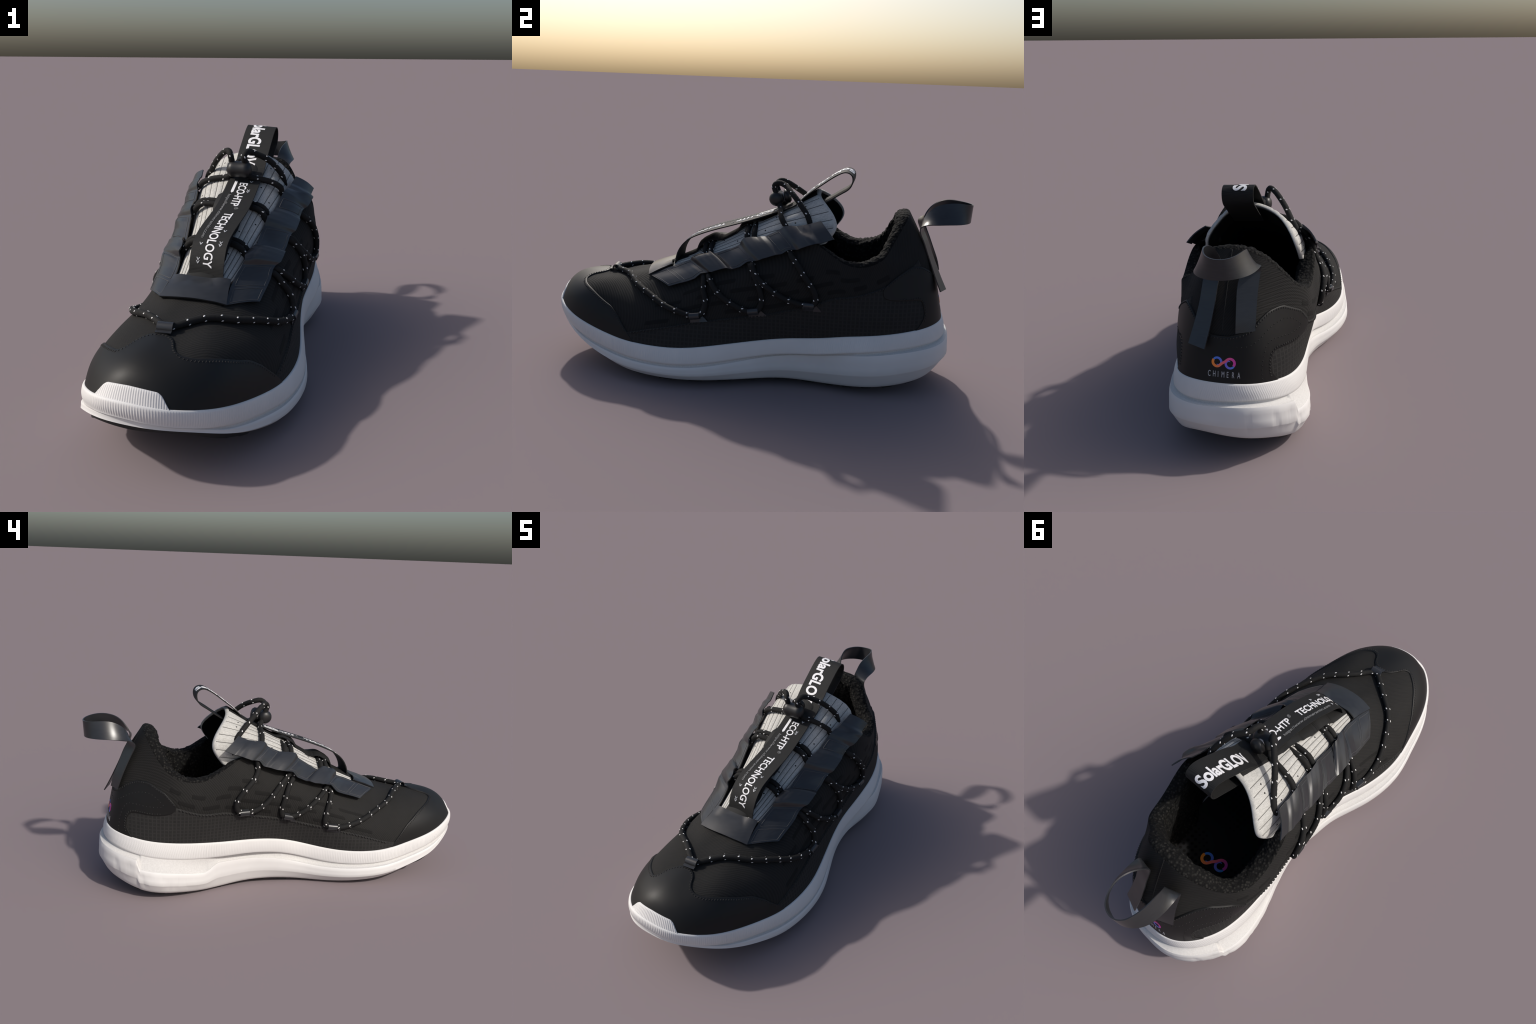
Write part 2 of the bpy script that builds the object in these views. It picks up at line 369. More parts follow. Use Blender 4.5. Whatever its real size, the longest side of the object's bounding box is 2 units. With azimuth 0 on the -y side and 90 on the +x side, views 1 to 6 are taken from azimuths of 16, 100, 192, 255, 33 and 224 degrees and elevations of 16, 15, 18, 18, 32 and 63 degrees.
# ------------------------------------------------------------------ upper
def build_upper():
    # outer fabric, carried a little below the seam so it tucks into the sole
    below = G[:, :1] + np.array([0, 0, -.03]) - GN[:, :1] * np.array([1, 1, 0]) * .012
    P = np.concatenate([below, G], axis=1)[::2]
    add("upper", P.reshape(-1, 3), grid_faces(P.shape[0], P.shape[1], wrap=True), M["fabric"])
    # padded collar and lining
    s = np.arange(NS) / NS * NR
    collar = np.clip(np.minimum(s - 9.6, 22.6 - s) / 1.2, 0, 1); collar = collar * collar * (3 - 2 * collar)
    T = G[:, -1]; N = GN[:, -1]
    up = G[:, -1] - G[:, -4]; up /= np.linalg.norm(up, axis=1, keepdims=True)
    c = collar[:, None]; heel = np.exp(-((s - 16) / 2.6)**4)[:, None]; pad = .006 + (.058 + .014 * heel + .018 * np.exp(-((s - 21) / 1.6)**4)[:, None]) * c
    rows = []
    for a in np.linspace(0, math.pi, 15):
        rows.append(T + up * (.004 + .016 * c + .006 * heel) * math.sin(a) - N * pad * (1 - math.cos(a)) / 2)
    E0 = rows[-1]
    for w, tt, d in ((.35, .82, 1.12), (.7, .6, 1.1), (1, .35, 1.05), (1, .1, 1.0), (1, 0.0, 1.2)):
        j = int(tt * (NT - 1)); q = G[:, j] - GN[:, j] * (pad * d + .006); rows.append(q)
    R = np.array(rows); R = np.transpose(R, (1, 0, 2))
    dense = np.array([np.vstack([r[:14], smooth_path(r[13:], 44)]) for r in R])
    D = grid_normals(dense); disp = np.zeros(dense.shape[:2])
    for i in range(dense.shape[0]):
        if collar[i] < .02: continue
        for j in range(3, dense.shape[1] - 6):
            p = Vector(dense[i, j])
            disp[i, j] = (mnoise.voronoi(p * 62)[0][0] - .45) * -.0095 * collar[i]
    dense = dense - D * disp[..., None] * -1
    add("collar_lining", dense.reshape(-1, 3), grid_faces(dense.shape[0], dense.shape[1], wrap=True), M["boucle"])
    # insole
    j = int(.06 * (NT - 1)); edge = (G[:, j] - GN[:, j] * .03)[::4]
    edge[:, 2] = edge[:, 2] * .5 + .5 * np.interp(edge[:, 1], [-1, -.4, .2, .9], [.27, .22, .26, .30]) - .005
    ctr = np.stack([np.interp(edge[:, 1], [-1, 0, 1], [-.03, -.01, -.05]), edge[:, 1] * .98, edge[:, 2] - .012], 1)
    rows = np.array([edge + (ctr - edge) * w for w in np.linspace(0, 1, 9)]); rows = np.transpose(rows, (1, 0, 2))
    add("insole", rows.reshape(-1, 3), grid_faces(rows.shape[0], rows.shape[1], wrap=True), M["insole"])
build_upper()

# ------------------------------------------------------------------ overlays on the upper
CAP_TOP = [(27.3, .0), (27.5, .03), (27.65, .085), (28.4, .222), (29.3, .268), (30.1, .262), (30.6, .262), (30.82, .28), (30.97, .31), (31.12, .37), (31.42, .43), (31.75, .455), (32.1, .462),
           (32.45, .447), (32.72, .41), (32.87, .355), (33.05, .315), (33.3, .29), (33.7, .28), (34.5, .288), (35.4, .283), (35.95, .232), (36.3, .165), (36.58, .105), (36.95, .0)]
PANEL_R = [(4.2, .06), (4.6, .105), (5.55, .212), (6.45, .282), (7.3, .288), (8.4, .295), (9.55, .36), (10.95, .56), (12.6, .675), (14.3, .70)]
PANEL_L = [(17.8, .62), (19.8, .6), (21.55, .462), (22.9, .35), (24.1, .312), (25.3, .312), (26.35, .238), (27.5, .075), (27.9, .03)]
COUNTER_TOP = [(12.52, .585), (12.58, .64), (12.75, .685), (13.3, .722), (13.85, .705), (14.15, .65), (14.55, .55), (15.0, .45), (15.6, .368), (16.2, .362), (16.75, .388), (17.2, .44),
               (17.6, .55), (18, .66), (18.5, .745), (19.1, .757), (19.5, .705), (19.76, .64), (19.82, .6)]
COUNTER_LOW = [(12.52, .56), (12.58, .525), (12.8, .475), (13.1, .432), (13.75, .35), (13.95, .31), (14.03, .25), (14.08, .1), (14.12, 0), (18.0, 0), (18.04, .1), (18.1, .24), (18.2, .295), (18.4, .33),
               (18.8, .372), (19.35, .438), (19.62, .49), (19.78, .55), (19.82, .585)]
def flare(sig, t):
    f = np.clip(1 - t / .17, 0, 1)**1.6
    return -.5 * f * np.exp(-((sig - 14.1) / .35)**2) + .5 * f * np.exp(-((sig - 18.05) / .35)**2)
def overlays():
    sg = np.linspace(27.3, 36.95, 300); patch("toe_cap", sg, np.zeros(300), pch(sg, CAP_TOP), .006, 26, M["smooth"])
    sg = np.linspace(4.3, 14.3, 260); patch("side_panel", sg, np.zeros(260), pch(sg, PANEL_R), .004, 16, M["ripstop"])
    sg = np.linspace(17.8, 27.8, 260); patch("side_panel", sg, np.zeros(260), pch(sg, PANEL_L), .004, 16, M["ripstop"])
    sg = np.unique(np.r_[np.linspace(12.52, 19.82, 240), np.linspace(13.9, 14.15, 20), np.linspace(17.95, 18.3, 24), np.linspace(12.52, 12.65, 8), np.linspace(19.7, 19.82, 8)])
    patch("heel_counter", sg, pch(sg, COUNTER_LOW), pch(sg, COUNTER_TOP), .0075, 26, M["smooth"], shift=flare)
    # thread
    def line(pts, d, a, b, n=300):
        x = np.linspace(a, b, n); return np.stack([x, pch(x, pts) + d], 1)
    stitches("cap_stitching", line(CAP_TOP, -.022, 27.7, 36.5), .006, .0125, .0048, .0022, M["thread"], slant=.9)
    stitches("panel_stitching", line(PANEL_R, -.016, 4.7, 12.6), .0048, .0165, .0068, .0040, M["thread"], slant=.35, height=.0042)
    stitches("panel_stitching", line(PANEL_L, -.016, 19.9, 27.3), .0048, .0165, .0068, .0040, M["thread"], slant=-.35, height=.0042)
    stitches("counter_stitching", line(COUNTER_TOP, -.022, 12.7, 19.7), .0078, .0125, .0046, .0026, M["thread"], slant=.9)
    low = np.array([(18.12, .06), (18.02, .15), (18.03, .24), (18.15, .31), (18.4, .355), (18.8, .395), (19.3, .46)])
    stitches("counter_stitching", smooth_path(low, 80), .0078, .0125, .0046, .0026, M["thread"], slant=.9)
    low2 = np.array([(14.05, .08), (14.12, .2), (14.02, .31), (13.7, .38), (13.1, .46)])
    stitches("counter_stitching", smooth_path(low2, 80), .0078, .0125, .0046, .0026, M["thread"], slant=.9)
    inner = np.array([(17.75, .03), (17.7, .16), (17.8, .30), (18.1, .40), (18.6, .46), (19.1, .53), (19.3, .58), (19.1, .62), (18.6, .63), (18.1, .53), (17.6, .39), (17.1, .305), (16.5, .29), (16.0, .30)])
    stitches("counter_stitching", smooth_path(inner, 160), .0076, .018, .0028, .0022, M["thread"])
    # welded film bars in staggered rows over the quarters
    items = []
    for side, pts, a, b in ((1, PANEL_R, 4.9, 13.6), (-1, PANEL_L, 18.6, 27.0)):
        for r in range(4):
            x = a + .15 + (.55 * (r % 2))
            while x < b - .5:
                L = .74 + .14 * math.sin(7 * x + r)
                s0 = np.linspace(x, x + L, 24)
                rib = np.linalg.norm(np.diff(G[(int(x / NR * NS)) % NS], axis=0), axis=1).sum()
                tc = pch(s0, pts) + (.030 + .048 * r) / rib
                hw = .0105 / rib
                if tc.max() < (.86 if 9.5 < x < 23 else .68):
                    e = np.clip(np.minimum(np.arange(24), 23 - np.arange(24)) / 3.0, 0, 1); e = np.sqrt(1 - (1 - e)**2) + .02
                    items.append((s0, tc - hw * e, tc + hw * e))
                x += 1.05
    for s0, lo, hi in items:
        patch("welded_bar", s0, lo, hi, .0006, 4, M["film"], rim=.003)
    # seam up the back of the heel
    t = np.linspace(.4, 1, 40); tubes("heel_seam", [S(np.full(40, 16.02), t, -.001)], .0022, M["thread"])
overlays()

# ------------------------------------------------------------------ sole
SEAM = G[:, 0]
def plan_normal(P):
    d = np.roll(P, -1, 0) - np.roll(P, 1, 0); n = np.stack([d[:, 1], -d[:, 0], np.zeros(len(P))], 1)
    return n / np.linalg.norm(n, axis=1, keepdims=True)
NB = 2560
def build_sole():
    x = np.linspace(0, NR, NB, endpoint=False)
    B = spline(np.array([r[0] for r in RIBS]), closed=True, x=x)
    oe, he, w, zb, d = spline(np.array(SOLE), closed=True, x=x).T
    n = plan_normal(B); y = B[:, 1]; side = np.where(B[:, 0] > -.03, 1, -1)
    toe = np.clip((-.78 - y) / .14, 0, 1); toe = toe * toe * (3 - 2 * toe); fl = 1 - toe
    ze = B[:, 2] - he; med = np.exp(-((x - 22.8) / 2.8)**4); led = .017 + .022 * med - .008 * toe; dep = (.006 + .006 * med) * fl
    pan = np.clip((x - 18.7) / .12, 0, 1) * np.clip((21.7 - x) / .8, 0, 1); pan = pan * pan * (3 - 2 * pan); led = led + .045 * pan; dep = dep * (1 - .6 * pan); zt = ze - led; H = zt - zb
    def ring(out, z): return np.c_[(B + n * out[:, None])[:, :2], z]
    o = np.ones(NB)
    prof = [(-.03 * o, B[:, 2] + .004), (.001 * o, B[:, 2] + .008), (.006 * o, B[:, 2] + .0085), (.010 * o, B[:, 2] + .006), (.012 * o, B[:, 2] + .001)]
    for f in np.linspace(.12, 1, 8): prof.append((.012 + (oe - .012) * f + .003 * math.sin(math.pi * f), B[:, 2] - he * f))
    g = np.minimum(oe, w * .93)
    prof += [(oe - .002 * fl, ze - .003), (g - dep, ze - .005), ((g - dep - .001) * (1 - pan) + (w * .9 - .008) * pan, zt + .001), (w * .9 - .003 * fl, zt + .000)]
    for f, k in ((.08, .0), (.2, .0), (.35, .0), (.53, -.03), (.56, .02), (.65, .17)): prof.append((w * (1 - .07 * max(0, 1 - f / .3)) - k * d, zt - H * f))
    prof += [(w - .37 * d, zb + H * .22), (w - .52 * d, zb + H * .13), (w - .68 * d, zb + H * .05), (w - .9 * d, zb + .003), (w - d, zb), (w - d - .05, zb - .002)]
    P = np.array([ring(a, z) for a, z in prof]); P = np.transpose(P, (1, 0, 2))
    # flutes on the upper band: slanting round the heel, fading at the waist
    arc = np.r_[0, np.cumsum(np.linalg.norm(np.diff(B, axis=0), axis=1))]
    amp = .0008 * (pch(y, [(-1, 1), (-.45, 1), (-.15, .25), (.2, .12), (.45, .8), (1, 1)]))
    for k in range(4, 13):
        f = (k - 4) / 8; sl = np.clip((y - .35) / .3, 0, 1) * .02 * side
        ph = (arc + f * sl) / .0086 * 2 * math.pi
        env = math.sin(math.pi * min(1, f * 1.0 + .02))**.4
        P[:, k] += n * (amp * env * np.sin(ph))[:, None]
    # pressed facets and slight waviness of the lower foam, strongest round the inner heel
    rear = np.exp(-((x - 18.6) / 2.4)**2)
    for i in range(NB):
        for k in range(18, 25):
            p = Vector(P[i, k]); c = mnoise.voronoi(p * 9)[0]
            P[i, k] += n[i] * (.004 * mnoise.noise(p * 7) * (.4 + .6 * rear[i]) - .010 * rear[i] * max(0, .4 - (c[1] - c[0])) * (k < 23))
    m = P.shape[1]
    # the recessed wall between band and lower foam has a knit skin, greyed for shade
    q = P[:, 14:17]; add("midsole_recess", q.reshape(-1, 3), grid_faces(NB, 3, wrap=True, flip=True), M["knit"])
    V = list(P.reshape(-1, 3)); F = [f for f in grid_faces(NB, m, wrap=True, flip=True) if not (min(i % m for i in f) in (14, 15))]
    last = P[:, -1]; cx = np.interp(last[:, 1], [-1, 0, 1], [-.03, .0, -.05])
    ctr = np.stack([cx, last[:, 1] * .99, last[:, 2] + .002], 1); k0 = len(V); V += list(ctr)
    for i in range(NB):
        i2 = (i + 1) % NB; F.append((i * m + m - 1, k0 + i, k0 + i2, i2 * m + m - 1))
    add("midsole", np.array(V), F, M["foam"], sharp=55)
    return x, B, n, zb, w, P, toe
SX, SB, SN, SZ, SW, SP, STOE = build_sole()
def build_outsole():
    # black rubber tread under the foam, notched into lugs along its rim
    st = 8; E = SP[::st, -2]; n = SN[::st]; N0 = len(E); zb = SZ[::st]
    tip = np.clip((-.6 - E[:, 1]) / .2, 0, 1)[:, None]; E = E - n * (.006 - .030 * tip)
    zl = np.maximum(zb - .013 - .008 * tip[:, 0], 0)
    lug = np.where((np.arange(N0) // 4) % 2 == 0, 0, .007) * (1 - tip[:, 0])
    cx = np.interp(E[:, 1], [-1, 0, 1], [-.03, 0, -.05])
    rows = [np.c_[E[:, :2], zb + .005 + .004 * tip[:, 0]], np.c_[(E - n * .002)[:, :2], zl + lug + .002], np.c_[(E - n * .007)[:, :2], zl + lug],
            np.c_[(E - n * .05)[:, :2], zl + lug], np.c_[(E - n * .055)[:, :2], zl + .004], np.c_[cx, E[:, 1] * .97, zl + .006]]
    R = np.transpose(np.array(rows), (1, 0, 2))
    add("outsole", R.reshape(-1, 3), grid_faces(N0, 6, wrap=True, flip=True), M["rubber"], smooth=False)
build_outsole()
def build_bumper():
    # foam bumper rising over the toe cap, fluted like the band
    a, b = 30.93, 33.06; n = 420; sg = np.linspace(a, b, n)
    e = np.minimum(sg - a, b - sg)
    hi = pch(e, [(0, .008), (.06, .03), (.2, .074), (.32, .086), (1.1, .09)])
    rows = []; T = np.linspace(0, 1, 14)
    arc = chord(S(sg, np.full(n, .02)))
    for k, f in enumerate(T):
        off = .0125 * (1 - .2 * f) if 0 < k < 13 else (.0135 if k == 0 else -.004)
        if k == 12: off = .0085
        amp = .0004 * (1 if 0 < k < 12 else 0)
        o = off + amp * np.sin(arc / .0078 * 2 * math.pi + .8 * math.sin(3 * f))
        o = np.where(e < .012, -.004, o)
        rows.append(S(sg, hi * f, o) + np.array([0, 0, -.012 * (1 - f)]))
    P = np.transpose(np.array(rows), (1, 0, 2)); add("toe_bumper", P.reshape(-1, 3), grid_faces(n, 14), M["foam"])
build_bumper()

# ------------------------------------------------------------------ tongue
TONGUE = [  # cross-sections from the throat to the free end, -x edge to +x edge
 ((-.125,-.44,.445),(-.105,-.44,.462),(-.08,-.44,.472),(-.05,-.44,.478),(-.015,-.44,.481),(.02,-.44,.478),(.05,-.44,.472),(.075,-.44,.462),(.095,-.44,.445)),
 ((-.142,-.25,.50),(-.13,-.25,.532),(-.105,-.25,.552),(-.07,-.25,.568),(-.018,-.25,.575),(.03,-.25,.568),(.068,-.25,.552),(.098,-.25,.532),(.112,-.25,.50)),
 ((-.18,-.05,.57),(-.165,-.05,.62),(-.13,-.05,.655),(-.08,-.05,.682),(-.018,-.05,.691),(.035,-.05,.682),(.083,-.05,.657),(.117,-.05,.62),(.132,-.05,.57)),
 ((-.232,.13,.625),(-.212,.13,.70),(-.16,.13,.752),(-.085,.13,.778),(-.022,.13,.786),(.04,.13,.778),(.098,.13,.75),(.14,.13,.70),(.157,.13,.625)),
 ((-.258,.24,.645),(-.24,.26,.73),(-.178,.25,.80),(-.088,.235,.840),(-.025,.232,.850),(.043,.235,.838),(.102,.255,.797),(.145,.27,.73),(.162,.25,.65)),
 ((-.262,.355,.665),(-.250,.400,.745),(-.18,.348,.840),(-.09,.305,.881),(-.028,.299,.891),(.047,.305,.876),(.107,.358,.824),(.149,.392,.757),(.165,.35,.68)),
]
NU, NV = 150, 97
TG = loft_rows(TONGUE, NU, NV)
def tn(P):
    du = np.gradient(P, axis=0); dv = np.gradient(P, axis=1); N = np.cross(dv, du); return N / np.linalg.norm(N, axis=2, keepdims=True)
TGN = tn(TG)
if TGN[NU // 2, NV // 2, 2] < 0: TGN = -TGN
def tongue_at(u, v, off=0.):
    """u 0..1 front to end, v 0..1 across"""
    fu = np.clip(np.asarray(u, float), 0, 1) * (NU - 1); fv = np.clip(np.asarray(v, float), 0, 1) * (NV - 1)
    i = np.clip(np.floor(fu).astype(int), 0, NU - 2); j = np.clip(np.floor(fv).astype(int), 0, NV - 2)
    a = (fu - i)[..., None]; b = (fv - j)[..., None]
    def bl(A): return (A[i, j] * (1 - a) + A[i + 1, j] * a) * (1 - b) + (A[i, j + 1] * (1 - a) + A[i + 1, j + 1] * a) * b
    return bl(TG) + bl(TGN) * off
CH = [.06, .115, .17, .225, .28, .335, .385]          # quilting channels on the left flank, mirrored on the right
def v_of_x(x, row):
    return np.interp(x, TG[row, :, 0], np.linspace(0, 1, NV))
def build_tongue():
    v = np.linspace(0, 1, 260); u = np.linspace(0, 1, 160)
    ch = np.array(CH + [1 - c for c in CH])
    d = np.min(np.abs(v[:, None] - ch[None]), axis=1)
    puff = .0018 * (1 - np.exp(-(d / .010)**2)) + .0012
    U, Vv = np.meshgrid(u, v, indexing='ij')
    edge = np.clip((1 - U) / .02, 0, 1); edge = np.sqrt(1 - (1 - edge)**2)
    top = tongue_at(U, Vv, 0) + (tongue_at(U, Vv, 1) - tongue_at(U, Vv, 0)) * ((puff[None] + .004) * edge - .006 * (1 - edge))[..., None]
    bot = tongue_at(U, Vv, -.010)
    n, m = top.shape[:2]; k = n * m
    Vt = np.vstack([top.reshape(-1, 3), bot.reshape(-1, 3)])
    F = grid_faces(n, m, flip=True) + [tuple(k + i for i in q) for q in grid_faces(n, m)]
    for j in range(m - 1): a, b = (n - 1) * m + j, (n - 1) * m + j + 1; F.append((a, b, k + b, k + a))
    for i in range(n - 1):
        a, b = i * m, (i + 1) * m; F.append((a, b, k + b, k + a)); a, b = i * m + m - 1, (i + 1) * m + m - 1; F.append((b, a, k + a, k + b))
    tongue = add("tongue", Vt, F, M["melange"])
    # lining under the tongue
    u2 = np.linspace(0, .992, 90); v2 = np.linspace(0.004, .996, 90); U, Vv = np.meshgrid(u2, v2, indexing='ij')
    L = tongue_at(U, Vv, 0.) + (tongue_at(U, Vv, 1.) - tongue_at(U, Vv, 0.)) * (-.014 - .022 * np.clip((1 - U) / .12, 0, 1) * np.sin(math.pi * Vv))[..., None]
    for i in range(L.shape[0]):
        for j in range(L.shape[1]): L[i, j, 2] -= .003 * (mnoise.voronoi(Vector(L[i, j]) * 60)[0][0])
    add("tongue_lining", L.reshape(-1, 3), grid_faces(90, 90), M["lining"], tongue)
    # sunk stitch lines and dark discs standing in for eyelet holes
    paths = [tongue_at(np.linspace(.02, .985, 120), np.full(120, c), .0046) for c in ch]
    tubes("quilting_line", paths, .0019, M["darkline"], 6, tongue, kind="stuff")
    items = []
    for c in (.088, .1975, .3075, .36):
        for w in (c, 1 - c):
            for q in range(5):
                uu = .24 + .165 * q + (.08 if int(c * 100) % 2 else 0) + rng.uniform(-.015, .015)
                if uu > .95: continue
                p = tongue_at(uu, w, .0070); nn = tongue_at(uu, w, 1.0) - tongue_at(uu, w, 0.)
                items.append((p, (0, 1, .3), nn, .0042, .0042, .0016))
    beads("eyelet_disc", items, M["rubber"], tongue)
    return tongue
tongue = build_tongue()
def build_tongue_strap():
    # black webbing down the middle, with two tunnels for the laces
    u = np.linspace(.03, .985, 160); P = []
    for uu in u:
        row = int(round(uu * (NU - 1))); y = TG[row, NV // 2, 1]
        lift = .006 + .034 * math.exp(-((y + .215) / .052)**4) + .022 * math.exp(-((y + .018) / .05)**4)
        hw = .062
        xs = np.linspace(-.018 - hw, -.018 + hw, 13); vv = v_of_x(xs, row)
        q = tongue_at(np.full(13, uu), vv, 0.0); nn = tongue_at(np.full(13, uu), vv, 1.0) - q
        flat = np.array([0, -.45, .89]); e = np.clip((np.abs(xs + .018) / hw), 0, 1)
        l = np.where(lift > .0075, lift * (1 - .12 * e**2), lift * np.where(e > .95, .4, 1))
        q = q + nn * l[:, None] * .5 + flat * l[:, None] * .5
        P.append(q)
    slab("tongue_strap", np.array(P), .004, M["ribbon"], tongue)
build_tongue_strap()

# ------------------------------------------------------------------ printed ribbon with pull loop
RIB_YZ = [(-.43, .455), (-.395, .475), (-.377, .50), (-.367, .545), (-.350, .585), (-.318, .622), (-.262, .655), (-.13, .705), (.01, .752), (.11, .790), (.165, .812), (.195, .828), (.235, .866), (.316, .932), (.385, .980), (.419, .990),
          (.443, .977), (.448, .950), (.436, .920), (.403, .895), (.345, .856), (.300, .828), (.26, .80)]
RIB_C = smooth_path([(lin(y, [(-.42, .0), (-.3, -.004), (-.1, .014), (.05, .005), (.2, -.005), (.45, -.010)]), y, z) for y, z in RIB_YZ], 400)
RIB_L = chord(RIB_C)
HW = .068
RIB_ACROSS = np.array([.998, -.03, -.05]); RIB_ACROSS /= np.linalg.norm(RIB_ACROSS)
def ribbon_at(l, w, off=0.):
    """l: length from the throat, w: offset towards +x, off: above the face"""
    l = np.asarray(l, float)
    c = np.stack([np.interp(l, RIB_L, RIB_C[:, i]) for i in range(3)], -1)
    d = np.stack([np.interp(l + .004, RIB_L, RIB_C[:, i]) - np.interp(l - .004, RIB_L, RIB_C[:, i]) for i in range(3)], -1)
    n = np.cross(RIB_ACROSS, d); n /= np.linalg.norm(n, axis=-1, keepdims=True) + 1e-12
    return c + np.asarray(w, float)[..., None] * RIB_ACROSS + n * np.asarray(off, float)[..., None]
def build_ribbon():
    l = np.linspace(0, RIB_L[-1], 260); w = np.linspace(-HW, HW, 9); L, W = np.meshgrid(l, w, indexing='ij')
    P = ribbon_at(L, W, np.zeros_like(L) + .0025)
    r = slab("label_ribbon", P[:, ::-1], .005, M["ribbon"])
    return r
ribbon = build_ribbon()
def at_y(y, k=0):
    i = np.argmin(np.abs(RIB_C[:310, 1] - y)); return RIB_L[i]

def text_mesh(body, size, bold=0.0, xs=1.0, cut=.006, spacing=1.0):
    """flat lettering as a mesh in its own plane, sliced so that it can bend"""
    cu = bpy.data.curves.new("lettering", 'FONT'); cu.body = body; cu.size = size; cu.offset = bold; cu.resolution_u = 5; cu.space_character = spacing
    ob = bpy.data.objects.new("lettering", cu); bpy.context.scene.collection.objects.link(ob)
    dg = bpy.context.evaluated_depsgraph_get(); me = bpy.data.meshes.new_from_object(ob.evaluated_get(dg))
    bpy.data.objects.remove(ob); bpy.data.curves.remove(cu)
    bm = bmesh.new(); bm.from_mesh(me); bpy.data.meshes.remove(me)
    for v in bm.verts: v.co.x *= xs
    bmesh.ops.remove_doubles(bm, verts=bm.verts, dist=1e-5)
    x1 = max(v.co.x for v in bm.verts); x = cut
    while x < x1:
        bmesh.ops.bisect_plane(bm, geom=bm.verts[:] + bm.edges[:] + bm.faces[:], plane_co=(x, 0, 0), plane_no=(1, 0, 0), dist=1e-6); x += cut
    bmesh.ops.triangulate(bm, faces=bm.faces[:])
    V = np.array([v.co[:] for v in bm.verts]); F = [tuple(v.index for v in f.verts) for f in bm.faces]; bm.free()
    return V, F
def thick_print(name, fn, V, F, mat, parent, off=.0008):
    """put flat artwork (V,F) on a surface through fn(xy, off) with a little print thickness"""
    top = fn(V, off); bot = fn(V, -.0006); k = len(V)
    edge = {}
    for f in F:
        for a, b in zip(f, f[1:] + f[:1]): edge[(a, b)] = edge.get((a, b), 0) + 1
    FF = list(F) + [tuple(k + i for i in f[::-1]) for f in F]
    for (a, b) in edge:
        if (b, a) not in edge: FF.append((b, a, k + a, k + b))
    return add(name, np.vstack([top, bot]), FF, mat, parent, smooth=False)
def ribbon_text(body, l0, w0, size, xs, bold, mat, l1=None):
    """lettering running from length l0 towards the throat (to l1), baseline at offset w0"""
    V, F = text_mesh(body, size, bold, xs); V[:, 0] -= V[:, 0].min()
    if l1 is not None: V[:, 0] *= (l0 - l1) / V[:, 0].max()
    fn = lambda V, off: ribbon_at(l0 - V[:, 0], w0 + V[:, 1], np.full(len(V), .0025 + off))
    return thick_print("lettering", fn, V, F, mat, ribbon, .0016)
def build_print():
    ribbon_text("SolarGLOW", 1.078, -.036, .080, .62, .0025, M["print"], l1=.755)
    ribbon_text("ECO-HTP", .648, -.014, .049, .6, .0007, M["print"], l1=.462)
    ribbon_text("\u00ae", .452, .010, .024, .8, .0, M["greyprint"])
    ribbon_text("TECHNOLOGY", .405, -.013, .049, .6, .0007, M["print"], l1=.115)
    ribbon_text("https://www.chimeramin.com", .548, -.044, .019, .75, .0, M["greyprint"], l1=.232)
    for l, w, k in ((.668, .030, 1), (.600, .032, 2), (.288, .034, 1), (.225, .040, 2), (.210, -.036, 1), (.150, -.036, 2)):
        ribbon_text(">" * k, l, w - .008, .026, .8, .0006, M["silver"])
    # white pointed bar after the first word
    V = np.array([(0, 0, 0), (.03, 0, 0), (.06, 0, 0), (.085, 0, 0), (.094, .006, 0), (.085, .012, 0), (.06, .012, 0), (.03, .012, 0), (0, .012, 0)])
    thick_print("print_bar", lambda V, o: ribbon_at(.658 - V[:, 0], -.040 + V[:, 1], np.full(len(V), .0025 + o)), V, [(0, 1, 7, 8), (1, 2, 6, 7), (2, 3, 5, 6), (3, 4, 5)], M["print"], ribbon)
build_print()

# ------------------------------------------------------------------ eyestay: front bar and two looped bands
BAND_R = [  # (inner edge, outer edge) stations front to rear; the three bulges are the lace tunnels
 ((.111,-.487,.447),(.205,-.362,.430)), ((.100,-.40,.483),(.207,-.325,.445)), ((.099,-.318,.512),(.210,-.275,.463)), ((.105,-.277,.533),(.212,-.238,.480)),
 ((.108,-.250,.566),(.213,-.208,.508)), ((.112,-.215,.575),(.215,-.172,.516)), ((.115,-.180,.574),(.217,-.143,.515)), ((.119,-.158,.573),(.218,-.122,.522)),
 ((.126,-.10,.606),(.221,-.07,.540)), ((.132,-.047,.638),(.223,-.024,.557)), ((.134,-.027,.667),(.225,.009,.584)), ((.138,.005,.676),(.227,.040,.592)), ((.142,.034,.678),(.228,.065,.593)),
 ((.148,.075,.690),(.231,.11,.610)), ((.155,.143,.729),(.233,.168,.637)), ((.157,.163,.742),(.235,.194,.656)), ((.160,.19,.747),(.236,.22,.660)), ((.163,.217,.746),(.238,.245,.660)),
 ((.169,.265,.762),(.241,.31,.688)), ((.176,.325,.784),(.245,.392,.722))]
